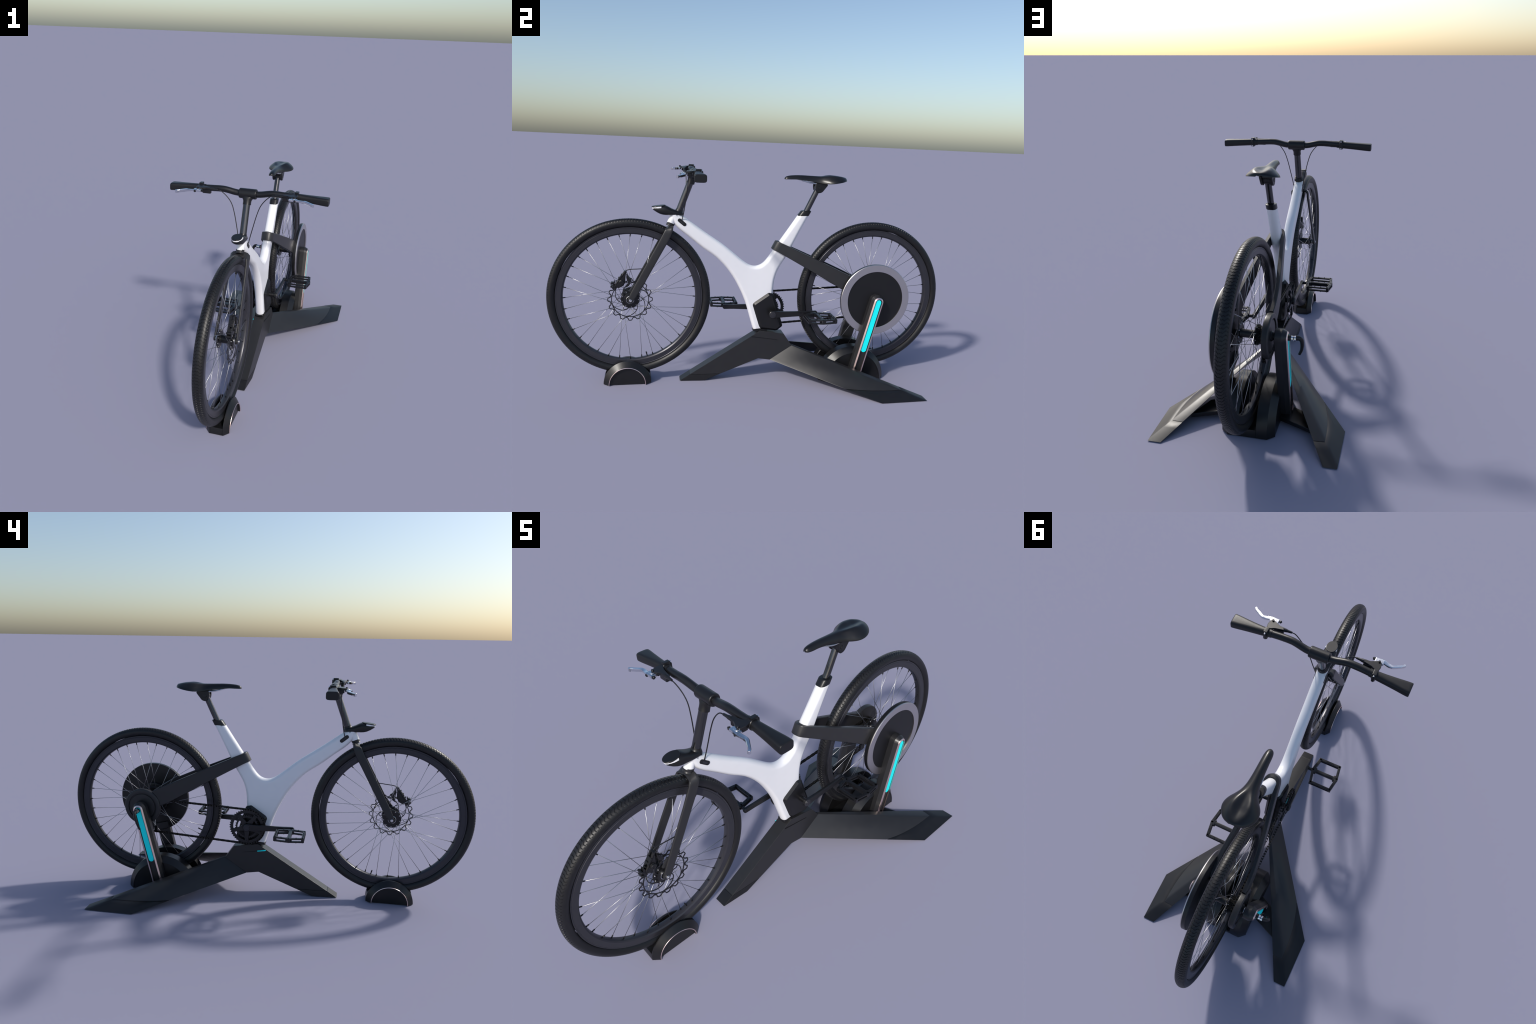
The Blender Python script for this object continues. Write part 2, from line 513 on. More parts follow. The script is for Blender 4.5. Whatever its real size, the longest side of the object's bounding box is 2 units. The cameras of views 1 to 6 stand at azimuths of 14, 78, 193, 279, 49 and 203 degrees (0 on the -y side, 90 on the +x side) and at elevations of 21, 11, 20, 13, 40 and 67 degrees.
def build_lamp():
    # stations along y: half width, bottom, top
    S = [(-0.5085, 0.0070, 0.8640, 0.8735), (-0.5060, 0.0130, 0.8610, 0.8750), (-0.5000, 0.0185, 0.8570, 0.8775), (-0.4900, 0.0235, 0.8505, 0.8800), (-0.4740, 0.0272, 0.8425, 0.8820),
         (-0.4600, 0.0288, 0.8388, 0.8835), (-0.4480, 0.0292, 0.8378, 0.8840), (-0.4350, 0.0288, 0.8374, 0.8780), (-0.4200, 0.0278, 0.8371, 0.8700), (-0.4050, 0.0265, 0.8370, 0.8640),
         (-0.3900, 0.0245, 0.8370, 0.8610), (-0.3780, 0.0210, 0.8370, 0.8590), (-0.3700, 0.0160, 0.8372, 0.8570), (-0.3655, 0.0080, 0.8378, 0.8545)]
    bm = bmesh.new()
    loops = []
    for y, w, z0, z1 in S:
        c, h = (z0 + z1) / 2, (z1 - z0) / 2
        lp = []
        for k in range(32):
            a = TAU * k / 32
            co, si = math.cos(a), math.sin(a)
            lp.append((w * math.copysign(abs(co) ** 0.82, co), y, c + h * math.copysign(abs(si) ** 0.75, si)))
        loops.append(lp)
    rings(bm, loops)
    finish("headlamp", bm, PLASTIC, bike, 50)
    # light strip wrapped round the nose, just under the lid
    bm = bmesh.new()
    prev = []
    plan = [(-0.469, 0.0254), (-0.479, 0.0245), (-0.490, 0.0219), (-0.4995, 0.0176), (-0.5065, 0.0120), (-0.5108, 0.0055)]
    pl = [(x, y) for y, x in plan] + [(-x, y) for y, x in reversed(plan)]
    pl = [v.xy for v in spline([(x, y, 0) for x, y in pl], 4)]
    loops = []
    for p in pl:
        f = min(1.0, max(0.0, (p.y + 0.5125) / 0.045))
        zt = 0.8752 + 0.0050 * f
        n = Vector((p.x, p.y + 0.462)).normalized()
        q, r = p + n * 0.0009, p - n * 0.004
        loops.append([(r.x, r.y, zt), (q.x, q.y, zt), (q.x - n.x * 0.0006, q.y - n.y * 0.0006, zt - 0.0068), (r.x, r.y, zt - 0.0068)])
    rings(bm, loops)
    finish("lamp_strip", bm, LENS, bike, 40)
    # flat oval lid that overhangs the strip
    bm = bmesh.new()
    oval = [(0.0242 * math.copysign(abs(math.sin(t)) ** 0.9, math.sin(t)), -0.4815 - 0.0325 * math.cos(t)) for t in [TAU * k / 48 for k in range(48)]]
    top = lambda y: 0.8780 + 0.130 * (y + 0.514)
    rings(bm, [[(x * f, -0.4815 + (y + 0.4815) * f, top(-0.4815 + (y + 0.4815) * f) + dz) for x, y in oval] for f, dz in ((0.93, -0.0050), (0.985, -0.0040), (1.0, -0.0030), (1.0, -0.0012), (0.96, 0.0004), (0.93, 0.0006))])
    finish("lamp_lid", bm, PLASTIC, bike, 40)


build_lamp()

bm = bmesh.new()   # steerer tube, leaning back
a, b = Vector((0, -0.3875, 0.850)), Vector((0, -0.3335, 0.998))
add_lathe(bm, [(0.0, 0.0165), ((b - a).length, 0.0165)], a, b - a, 32)
finish("steerer_tube", bm, GLOSS, bike)
bm = bmesh.new()
add_lathe(bm, [(-0.004, 0.025), (0.003, 0.0225), (0.008, 0.0190), (0.013, 0.0174), (0.017, 0.0171), (0.017, 0.0160)], a, b - a, 32)
finish("steerer_boot", bm, PLASTIC, bike, 50)


def build_stem():
    bm = bmesh.new()
    add_lathe(bm, [(-0.0425, 0.0), (-0.0425, 0.0195), (-0.0405, 0.0225), (-0.037, 0.0238), (0.037, 0.0238), (0.0405, 0.0225), (0.0425, 0.0195), (0.0425, 0.0)], (0, -0.3155, 1.0405), (1, 0, 0), 40)
    d = (b - a).normalized()
    c = Vector((0, -0.3155, 1.0405))
    neck = []
    for h, rx, ry in ((0.052, 0.0195, 0.0195), (0.044, 0.0190, 0.0190), (0.034, 0.0195, 0.0190), (0.027, 0.0225, 0.0190), (0.021, 0.0280, 0.0190), (0.016, 0.0345, 0.0175), (0.008, 0.038, 0.0150)):
        u, v = basis(d, (1, 0, 0))
        neck.append([c - d * h + u * rx * math.cos(TAU * k / 36) + v * ry * math.sin(TAU * k / 36) for k in range(36)])
    rings(bm, neck)
    finish("stem_clamp", bm, PLASTIC, bike, 50)


build_stem()


def bar_line(x):
    ax = abs(x)
    def ss(e0, e1):
        t = max(0, min(1, (ax - e0) / (e1 - e0)))
        return t * t * (3 - 2 * t)
    z = 1.0405 + 0.0125 * ss(0.042, 0.125) - 0.0125 * max(0, (ax - 0.14)) / 0.245
    y = -0.3155 - 0.006 * ss(0.04, 0.13) + 0.0045 * ss(0.16, 0.26)
    return Vector((x, y, z))


bm = bmesh.new()
add_tube(bm, [bar_line(-0.235 + 0.47 * k / 94) for k in range(95)], [0.0148] * 95, 24)
finish("handlebar", bm, PLASTIC, bike)
for s in (1, -1):
    bm = bmesh.new()
    loops = []
    for f, e in ((0, 0.0025), (0.004, 0), (0.12, 0), (0.25, 0), (0.4, 0), (0.55, 0), (0.7, 0), (0.82, 0), (0.92, 0), (0.975, 0.0003), (0.992, 0.0012), (1.0, 0.0035)):
        p = bar_line(s * (0.206 + 0.1725 * f))
        g = f ** 1.5
        hy, hz, ex = 0.0165 + 0.0112 * g - e, 0.0165 + 0.0016 * g - e, 1 - 0.55 * min(1, f * 1.2)
        loops.append([(p.x, p.y - 0.0005 + hy * math.copysign(abs(math.cos(t)) ** ex, math.cos(t)), p.z + hz * math.copysign(abs(math.sin(t)) ** ex, math.sin(t))) for t in [TAU * k / 36 for k in range(36)]])
    rings(bm, loops)
    finish("grip", bm, GRIP, bike, 50)


def build_levers(s):
    def part(name, mat, fn, sharp=35):
        bm = bmesh.new()
        fn(bm)
        if s < 0:
            mirror_x(bm)
        return finish(name, bm, mat, bike, sharp)
    c = bar_line(0.229)

    def clamp(bm):
        add_lathe(bm, [(-0.009, 0.0145), (-0.009, 0.0190), (-0.007, 0.0205), (0.007, 0.0205), (0.009, 0.0190), (0.009, 0.0145)], c, (1, 0, 0), 28)
        add_box(bm, c + Vector((0, 0.004, 0.0195)), (0.0165, 0.026, 0.009), bevel=0.002)
        add_box(bm, c + Vector((0, 0.006, -0.0165)), (0.0155, 0.022, 0.009), bevel=0.002)
        add_box(bm, c + Vector((0, 0.0205, 0)), (0.0125, 0.007, 0.028), bevel=0.002)
    part("lever_clamp", BLACK_METAL, clamp)

    def bolts(bm):
        for dz in (0.0175, -0.0155):
            add_cyl(bm, c + Vector((0, 0.012, dz)), c + Vector((0, 0.0225, dz)), 0.0036, 12, 0.0006)
    part("clamp_screw", CHROME, bolts)

    def body(bm):
        prof = round_poly([(0.236, -0.330), (0.240, -0.352), (0.235, -0.374), (0.222, -0.377), (0.205, -0.368), (0.192, -0.3615), (0.170, -0.3605), (0.168, -0.3475), (0.186, -0.3435), (0.206, -0.339), (0.220, -0.330)], 0.004, 3)
        if area2(prof) < 0:
            prof.reverse()
        rings(bm, [[(p.x, p.y, z + 0.10 * (p.y + 0.33)) for p in (inset_loop(prof, i) if i else prof)] for z, i in ((1.0555, 0.001), (1.0565, 0), (1.0630, 0), (1.0645, 0.0016))])
        add_box(bm, (0.190, -0.3485, 1.0435), (0.040, 0.017, 0.024), bevel=0.003)
        add_box(bm, (0.224, -0.352, 1.047), (0.022, 0.022, 0.015), bevel=0.002)
    part("lever_body", BLACK_METAL, body)
    part("cable_nozzle", BLACK_METAL, lambda bm: add_lathe(bm, [(0, 0), (0, 0.0078), (0.012, 0.0074), (0.020, 0.0055), (0.036, 0.0045), (0.038, 0.0036), (0.038, 0)], (0.174, -0.3535, 1.0555), (-1, -0.05, -0.02), 16))

    def lever(bm):
        pts = spline([(0.214, -0.3780, 1.0515, 0), (0.226, -0.3830, 1.0515, 0), (0.242, -0.3850, 1.0500, 0), (0.262, -0.3812, 1.0470, 0), (0.279, -0.3818, 1.0458, 0), (0.297, -0.3925, 1.0440, 0), (0.3145, -0.4035, 1.0425, 0), (0.3195, -0.4085, 1.0420, 0)] and
                     [Vector(v) for v in ((0.214, -0.3780, 1.0515), (0.226, -0.3830, 1.0515), (0.242, -0.3850, 1.0500), (0.262, -0.3812, 1.0470), (0.279, -0.3818, 1.0458), (0.297, -0.3925, 1.0440), (0.3145, -0.4035, 1.0425), (0.3195, -0.4085, 1.0420))], 4)
        loops, n = [], len(pts)
        for i, p in enumerate(pts):
            d = (pts[min(i + 1, n - 1)] - pts[max(i - 1, 0)]).normalized()
            f = i / (n - 1)
            up = Vector((0, 0, 1))
            u = up.cross(d).normalized()
            hw = 0.0050 * (1 - f) ** 1.5 + 0.0048
            hz = 0.0042 + 0.0020 * min(1.0, max(0.0, (f - 0.35) / 0.25))
            loops.append([p + u * hw * a + up * hz * b for a, b in ((-1, -0.7), (-0.7, -1), (0.7, -1), (1, -0.7), (1, 0.7), (0.7, 1), (-0.7, 1), (-1, 0.7))])
        rings(bm, loops)
        add_cyl(bm, (0.226, -0.376, 1.0445), (0.226, -0.376, 1.0575), 0.0105, 20, 0.001)
        add_box(bm, (0.2245, -0.3805, 1.0500), (0.038, 0.0225, 0.0115), bevel=0.003)
        add_box(bm, (0.232, -0.3850, 1.0500), (0.020, 0.013, 0.010), bevel=0.002)
        add_cyl(bm, (0.3190, -0.4085, 1.0355), (0.3190, -0.4085, 1.0485), 0.0056, 14, 0.001)
    part("brake_lever", CHROME, lever, 40)

    def knobs(bm):
        add_cyl(bm, (0.2025, -0.3815, 1.0505), (0.1985, -0.3895, 1.0505), 0.0056, 14, 0.001)
        add_cyl(bm, (0.236, -0.388, 1.0480), (0.233, -0.3945, 1.0480), 0.0056, 14, 0.001)
        add_cyl(bm, (0.226, -0.372, 1.0595), (0.226, -0.372, 1.0655), 0.0045, 12, 0.0006)
    part("lever_knob", BLACK_METAL, knobs)

    def cable(bm):
        add_tube(bm, spline([(0.140, -0.3555, 1.0545), (0.122, -0.3555, 1.0515), (0.102, -0.352, 1.0365), (0.082, -0.349, 1.0145), (0.066, -0.349, 0.988), (0.052, -0.353, 0.945), (0.040, -0.3585, 0.895), (0.030, -0.365, 0.850), (0.0235, -0.3725, 0.8165), (0.016, -0.377, 0.806)], 6), 0.0021, 8)
    part("brake_cable", PLASTIC, cable)


for s in (1, -1):
    build_levers(s)


# ------------------------------------------------------------------ wheels
def build_wheel(yc, front):
    at = (0, yc, AXLE_Z)
    w = empty("front_wheel" if front else "rear_wheel", at, bike)
    O = Vector(at)

    # tyre: section swept round, the grid sheared so that its rows follow the chevron grooves
    N, NS = 176, 44
    cr, hw, hr = (R_TYRE + R_BEAD) / 2 - 0.0005, 0.0245, (R_TYRE - R_BEAD) / 2 + 0.0005
    bm = bmesh.new()
    loops = []
    steps = ((0.0, 0.0), (0.06, 1.0), (0.22, 1.0), (0.28, 0.0), (0.64, 0.0))
    cols = []
    for j in range(NS + 1):
        a = -2.55 + 5.10 * j / NS          # 0 = crown, +-2.6 = bead
        x = hw * math.sin(a) if abs(a) < PI / 2 else math.copysign(hw * (1 - 0.42 * (1 - math.sin(abs(a))) / 0.44), a)
        r = cr + hr * math.cos(a)
        ph = abs(a)
        tri = abs(((ph / 0.42 + 0.5) % 2) - 1)
        shift = 0.55 * tri + 0.3 * ph
        depth = 0.0017 if ph < 0.62 else (0.0004 if ph < 0.70 else (0.0019 if ph < 0.96 else 0.0))
        cols.append((x, r, shift, depth, a))
    for i in range(N):
        for t, d in steps:
            lp = []
            for x, r, sh, dep, a in cols:
                th = TAU * (i + t + sh) / N
                q = r - dep * d * math.cos(a * 0.8)
                xx = x * (1 - 0.03 * d * (dep > 0))
                lp.append((xx, yc + q * math.cos(th), AXLE_Z + q * math.sin(th)))
            loops.append(lp)
    rings(bm, loops, close=False, wrap=True)
    finish("tyre", bm, RUBBER, w, 40, at, flat=False)

    # rim
    bm = bmesh.new()
    add_lathe(bm, [(-0.0125, 0.3475), (-0.0150, 0.3475), (-0.0158, 0.3465), (-0.0158, 0.3435), (-0.0150, 0.3425), (-0.0150, 0.3405), (-0.0160, 0.3395), (-0.0158, 0.3200), (-0.0120, 0.3150), (-0.0060, 0.3128), (0, R_RIM_IN),
                   (0.0060, 0.3128), (0.0120, 0.3150), (0.0158, 0.3200), (0.0160, 0.3395), (0.0150, 0.3405), (0.0150, 0.3425), (0.0158, 0.3435), (0.0158, 0.3465), (0.0150, 0.3475), (0.0125, 0.3475), (0.0125, 0.336), (-0.0125, 0.336)],
              at, (1, 0, 0), 128, closed_prof=True)
    finish("rim", bm, RIM, w, 28, at)

    # hub
    bm = bmesh.new()
    fl = (0.031, -0.031) if front else (0.040, -0.029)
    if front:
        prof = [(-0.047, 0), (-0.047, 0.012), (-0.0345, 0.013), (-0.0335, 0.042), (-0.0325, 0.044), (-0.0285, 0.044), (-0.0275, 0.042), (-0.026, 0.022), (-0.020, 0.0185), (0.020, 0.0185), (0.026, 0.022), (0.0275, 0.042),
                (0.0285, 0.044), (0.0325, 0.044), (0.0335, 0.042), (0.0345, 0.013), (0.047, 0.012), (0.047, 0)]
    else:
        prof = [(-0.06, 0), (-0.06, 0.012), (-0.0325, 0.013), (-0.0315, 0.040), (-0.0305, 0.042), (-0.0275, 0.042), (-0.0265, 0.040), (-0.024, 0.020), (-0.018, 0.0165), (0.025, 0.0165), (0.036, 0.020), (0.0375, 0.042),
                (0.0385, 0.044), (0.0415, 0.044), (0.0425, 0.042), (0.044, 0.013), (0.075, 0.012), (0.075, 0)]
    add_lathe(bm, prof, at, (1, 0, 0), 40)
    finish("hub", bm, BLACK_METAL, w, 30, at)

    # spokes: 36, alternately to the two flanges, leading and trailing, three-cross
    kinds = []
    for side in (0, 1):
        for lead in (1, -1):
            fx = fl[side]
            xo = fx + (0.0022 if lead > 0 else -0.0022)
            fa = lead * math.radians(68)
            p_hub = Vector((xo, 0.0385 * math.cos(fa), 0.0385 * math.sin(fa)))
            p_rim = Vector(((0.004 if side == 0 else -0.004), 0.3135, 0))
            sb, nb = bmesh.new(), bmesh.new()
            d = (p_rim - p_hub).normalized()
            add_tube(sb, [p_hub - d * 0.001, p_rim - d * 0.004], 0.00105, 6)
            add_tube(sb, [p_hub + Vector((-0.0040, 0, 0)), p_hub + Vector((0.0040, 0, 0))], 0.0024, 8)
            add_tube(nb, [p_rim + d * 0.004, p_rim - d * 0.010, p_rim - d * 0.0125], [0.0026, 0.0026, 0.0019], 8)
            ms = []
            for bm_, nm, mt in ((sb, "spoke", SPOKE), (nb, "spoke_nipple", PLASTIC)):
                bmesh.ops.recalc_face_normals(bm_, faces=bm_.faces)
                for f in bm_.faces:
                    f.smooth = len(f.verts) == 4
                me = bpy.data.meshes.new(nm)
                bm_.to_mesh(me)
                bm_.free()
                me.materials.append(mt)
                ms.append((nm, me))
            kinds.append(ms)
    for k in range(36):
        ms = kinds[(k % 2) * 2 + ((k + 1) // 2) % 2]
        ang = math.radians(10 * k) + PI / 2 + random.uniform(-0.004, 0.004)
        for nm, me in ms:
            o = place(nm, me, w, at)
            o.rotation_euler = (ang, 0, 0)

    bm = bmesh.new()   # valve stem inside the rim
    ang = math.radians(-75.0 if front else 205.0)
    c, s_ = math.cos(ang), math.sin(ang)
    add_tube(bm, [(0, yc + r * c, AXLE_Z + r * s_) for r in (0.316, 0.302, 0.301, 0.291)], [0.0028, 0.0028, 0.0034, 0.0030], 10)
    finish("valve", bm, BLACK_METAL, w, 35, at)

    if front:
        # brake rotor: scalloped braking band, six sickle spokes, hub carrier
        bm = bmesh.new()
        xr, n = 0.0375, 16
        wave = []
        for k in range(n * 12):
            t = TAU * k / (n * 12)
            ph = (k % 12) / 12
            wave.append((t, 0.0980 + 0.0085 * max(-0.72, min(0.72, 1.3 * math.cos(TAU * ph)))))
        def flat_ring(pts, half_w, half_t, closed=True):
            m, loops = len(pts), []
            for i in range(m):
                p = pts[i]
                a_, b_ = (pts[i - 1], pts[(i + 1) % m]) if closed else (pts[max(i - 1, 0)], pts[min(i + 1, m - 1)])
                d = (b_ - a_).normalized()
                nn = Vector((0, -d.z, d.y))
                loops.append([p + nn * half_w * u + Vector((half_t * v, 0, 0)) for u, v in ((-1, -1), (1, -1), (1, 1), (-1, 1))])
            rings(bm, loops, wrap=closed)
        def pol(r, t, x=xr):
            return Vector((x, yc + r * math.cos(t), AXLE_Z + r * math.sin(t)))
        flat_ring([pol(r, t) for t, r in wave], 0.0020, 0.0013)
        flat_ring([pol(0.0865, TAU * k / 120) for k in range(120)], 0.0020, 0.0013)
        for k in range(n):
            t = TAU * (k + 0.5) / n
            flat_ring([pol(0.0850, t), pol(0.0915, t)], 0.0017, 0.0012, False)
        for k in range(6):
            t = TAU * k / 6 + 0.3
            pts = spline([pol(0.030, t + 1.25), pol(0.050, t + 0.98), pol(0.066, t + 0.62), pol(0.079, t + 0.25), pol(0.0862, t)], 5)
            flat_ring(pts, 0.0017, 0.00125, False)
            flat_ring([pol(0.0605, t + 0.80), pol(0.052, t + 0.60), pol(0.040, t + 0.55)], 0.0014, 0.0012, False)
        finish("brake_rotor", bm, BLACK_METAL, w, 30, at)
        bm = bmesh.new()
        add_lathe(bm, [(0.035, 0.010), (0.035, 0.030), (0.0395, 0.030), (0.0405, 0.028), (0.0405, 0.010)], at, (1, 0, 0), 36)
        finish("rotor_carrier", bm, BLACK_METAL, w, 30, at)
        for s in (1, -1):
            bm = bmesh.new()
            add_lathe(bm, [(0.041, 0.0165), (0.0448, 0.0165), (0.0455, 0.0175), (0.0448, 0.0190), (0.041, 0.0190)], at, (s, 0, 0), 36)
            finish("hub_washer", bm, STEEL, w, 35, at)
    else:
        # cassette of toothed sprockets on the drive side
        bm = bmesh.new()
        for k, r in enumerate((0.0400, 0.0375, 0.0350, 0.0320, 0.0290)):
            x = -0.0350 - 0.0042 * k
            teeth = 26 - 2 * k
            lp = []
            for i in range(teeth * 4):
                t = TAU * i / (teeth * 4)
                rr = r + (0.0022 if i % 4 in (1, 2) else -0.0012)
                lp.append((rr * math.cos(t), rr * math.sin(t)))
            rings(bm, [[(x + dx, yc + p[0], AXLE_Z + p[1]) for p in lp] for dx in (-0.0009, 0.0009)])
        add_cyl(bm, (-0.033, yc, AXLE_Z), (-0.056, yc, AXLE_Z), 0.020, 24)
        finish("sprocket_cassette", bm, CHAIN, w, 30, at)
    return w


fw = build_wheel(AXLE_F, True)
rw = build_wheel(AXLE_R, False)


# ------------------------------------------------------------------ front brake calliper and hose
def build_caliper():
    body = round_poly([(-0.640, 0.572), (-0.629, 0.570), (-0.633, 0.557), (-0.635, 0.535), (-0.636, 0.516), (-0.645, 0.500), (-0.666, 0.489), (-0.687, 0.496), (-0.681, 0.512), (-0.667, 0.531), (-0.657, 0.546)], 0.002, 2)
    arm = round_poly([(-0.629, 0.565), (-0.622, 0.547), (-0.610, 0.534), (-0.606, 0.521), (-0.616, 0.517), (-0.627, 0.527), (-0.631, 0.543)], 0.002, 2)
    lower = round_poly([(-0.640, 0.496), (-0.628, 0.500), (-0.627, 0.512), (-0.619, 0.514), (-0.615, 0.506), (-0.622, 0.498), (-0.634, 0.492)], 0.002, 2)
    brk = [(-0.686, 0.527), (-0.682, 0.517), (-0.686, 0.508), (-0.684, 0.498), (-0.676, 0.490), (-0.692, 0.4825), (-0.697, 0.489), (-0.691, 0.495), (-0.694, 0.507), (-0.690, 0.520)]
    bm = bmesh.new()
    add_slab(bm, body, [(0.0225, 0.003), (0.0250, 0), (0.0335, 0)])
    add_slab(bm, body, [(0.0415, 0), (0.0455, 0), (0.0480, 0.003)])
    add_slab(bm, arm, [(0.0260, 0), (0.0330, 0), (0.0345, 0.001)])
    add_slab(bm, arm, [(0.0440, 0.001), (0.0450, 0), (0.0510, 0), (0.0520, 0.001)])
    add_slab(bm, lower, [(0.0420, 0), (0.0480, 0)])
    add_slab(bm, brk, [(0.0300, 0), (0.0470, 0)])
    tilt = Matrix.Rotation(math.radians(52), 3, "X")
    add_box(bm, (0.0375, -0.6585, 0.5415), (0.024, 0.030, 0.0075), tilt, 0.0015)       # bridge over the rotor
    add_box(bm, (0.0375, -0.6345, 0.5685), (0.020, 0.011, 0.0090), None, 0.0015)       # hose end block
    for k in range(3):
        add_box(bm, (0.0375, -0.676 + 0.0125 * k, 0.5235 + 0.0155 * k), (0.012, 0.004, 0.010), tilt, 0.001)
    add_lathe(bm, [(0.047, 0.0), (0.047, 0.0135), (0.0500, 0.0135), (0.0510, 0.0120), (0.0555, 0.0115), (0.0570, 0.0100), (0.0570, 0.0055), (0.0555, 0.0050), (0.0555, 0.0)], (0, -0.652, 0.517), (1, 0, 0), 28)
    for y, z in ((-0.6975, 0.514), (-0.6985, 0.4975), (-0.619, 0.510)):
        add_cyl(bm, (0.026, y, z), (0.051, y, z), 0.0055, 12, 0.001)
    finish("brake_caliper", bm, BLACK_METAL, bike, 35)
    bm = bmesh.new()
    add_tube(bm, spline([(0.036, -0.6335, 0.566), (0.036, -0.628, 0.5745), (0.037, -0.610, 0.5790), (0.040, -0.585, 0.5810), (0.0445, -0.556, 0.5835), (0.046, -0.535, 0.585)], 6), 0.0021, 8)
    finish("brake_hose", bm, PLASTIC, bike)
    bm = bmesh.new()
    add_box(bm, (0.044, -0.5995, 0.487), (0.009, 0.016, 0.045), Matrix.Rotation(math.radians(-38), 3, "X"), 0.002)
    finish("caliper_mount", bm, GREY_PAINT, bike)


build_caliper()


# ------------------------------------------------------------------ crankset, pedals, chain
def build_crank():
    bm = bmesh.new()
    add_cyl(bm, (-0.078, *BB), (0.072, *BB), 0.0115, 24)
    finish("crank_axle", bm, BLACK_METAL, bike)
    for s, py, pz in ((1, 0.3045, 0.357), (-1, -0.1395, 0.3565)):
        bm = bmesh.new()
        a_, b_ = Vector(BB), Vector((py, pz))
        d = (b_ - a_).normalized()
        n = Vector((-d.y, d.x))
        up, lo = [], []
        for t, h in ((0.0, 0.0190), (0.06, 0.0178), (0.12, 0.0165), (0.25, 0.0152), (0.5, 0.0135), (0.8, 0.0120), (0.94, 0.0125)):
            p = a_.lerp(b_, t)
            up.append(p + n * h * 0.95)
            lo.append(p - n * h)
        th = math.atan2(d.y, d.x)
        end = [b_ + Vector((math.cos(th - PI / 2 + PI * k / 10), math.sin(th - PI / 2 + PI * k / 10))) * 0.0128 for k in range(1, 10)]
        st = [a_ + Vector((math.cos(th + PI / 2 + PI * k / 10), math.sin(th + PI / 2 + PI * k / 10))) * 0.0190 for k in range(1, 10)]
        out = lo + end + up[::-1] + st
        add_slab(bm, out, [(s * 0.0635, 0.002), (s * 0.0655, 0), (s * 0.0745, 0), (s * 0.0765, 0.002)])
        finish("crank_arm", bm, BLACK_METAL, bike, 40)
        bm = bmesh.new()
        add_lathe(bm, [(0.0765, 0.0165), (0.0785, 0.0155), (0.0785, 0.0098), (0.0800, 0.0092), (0.0800, 0.0)], (0, *BB), (s, 0, 0), 28)
        finish("crank_bolt", bm, GREY_CAP, bike)
        build_pedal(s, py, pz)


def build_pedal(s, py, pz):
    c = Vector((0, py, pz))
    bm = bmesh.new()
    add_cyl(bm, (s * 0.0765, py, pz), (s * 0.100, py, pz), 0.0075, 16, 0.001)
    add_lathe(bm, [(0.097, 0), (0.097, 0.0098), (0.106, 0.0105), (0.114, 0.0085), (0.206, 0.0070), (0.214, 0.0100), (0.2255, 0.0100), (0.2275, 0.0085), (0.2275, 0)], (0, py, pz), (s, 0, 0), 20)
    # cage: hexagonal in plan, built from bars
    hexa = [(0.112, -0.065), (0.212, -0.065), (0.222, 0.0), (0.212, 0.065), (0.112, 0.065), (0.0985, 0.0)]
    for i in range(6):
        (xa, ya), (xb, yb) = hexa[i], hexa[(i + 1) % 6]
        p, q = Vector((s * xa, py + ya, pz)), Vector((s * xb, py + yb, pz))
        L = (q - p).length
        ang = math.atan2((q - p).y, (q - p).x)
        rot = Matrix.Rotation(ang, 3, "Z")
        # every side is an upper and a lower rail, tied by posts at the corners
        for dz in (0.0073, -0.0073):
            add_box(bm, (p + q) / 2 + Vector((0, 0, dz)), (L + 0.009, 0.0130, 0.0074), rot, 0.0016)
        add_box(bm, p, (0.0135, 0.0135, 0.0205), None, 0.002)
    add_box(bm, (s * 0.160, py, pz), (0.112, 0.0165, 0.0190), None, 0.003)      # solid centre spar
    for x in (0.109, 0.2125):                                                   # flared spar roots
        add_box(bm, (s * x, py, pz), (0.017, 0.030, 0.0200), None, 0.004)
    for sy in (1, -1):       # traction pins
        for k in range(4):
            for dz in (1, -1):
                x = s * (0.118 + 0.030 * k)
                add_cyl(bm, (x, py + sy * 0.065, pz + dz * 0.010), (x, py + sy * 0.065, pz + dz * 0.0145), 0.0020, 8)
    for x in (0.105, 0.217):
        for sy in (1, -1):
            for dz in (1, -1):
                add_cyl(bm, (s * x, py + sy * 0.035, pz + dz * 0.009), (s * x, py + sy * 0.035, pz + dz * 0.0135), 0.0019, 8)
    finish("pedal", bm, BLACK_METAL, bike, 35)
    bm = bmesh.new()
    add_cyl(bm, (s * 0.2265, py, pz), (s * 0.2285, py, pz), 0.0088, 20, 0.0006)
    finish("pedal_cap", bm, GREY_CAP, bike)


build_crank()


def gear_ring(bm, x, t, r_out, r_in, teeth, at):
    n = teeth * 6
    o, i_ = [], []
    for k in range(n):
        a_ = TAU * k / n
        ph = k % 6
        rr = r_out + (0.0042 if ph in (2, 3) else (0.001 if ph in (1, 4) else -0.001))
        o.append((rr * math.cos(a_), rr * math.sin(a_)))
        i_.append((r_in * math.cos(a_), r_in * math.sin(a_)))
    mk = lambda lp, xx: [(xx, at[0] + p[0], at[1] + p[1]) for p in lp]
    rings(bm, [mk(i_, x - t), mk(o, x - t), mk(o, x + t), mk(i_, x + t)], wrap=True)


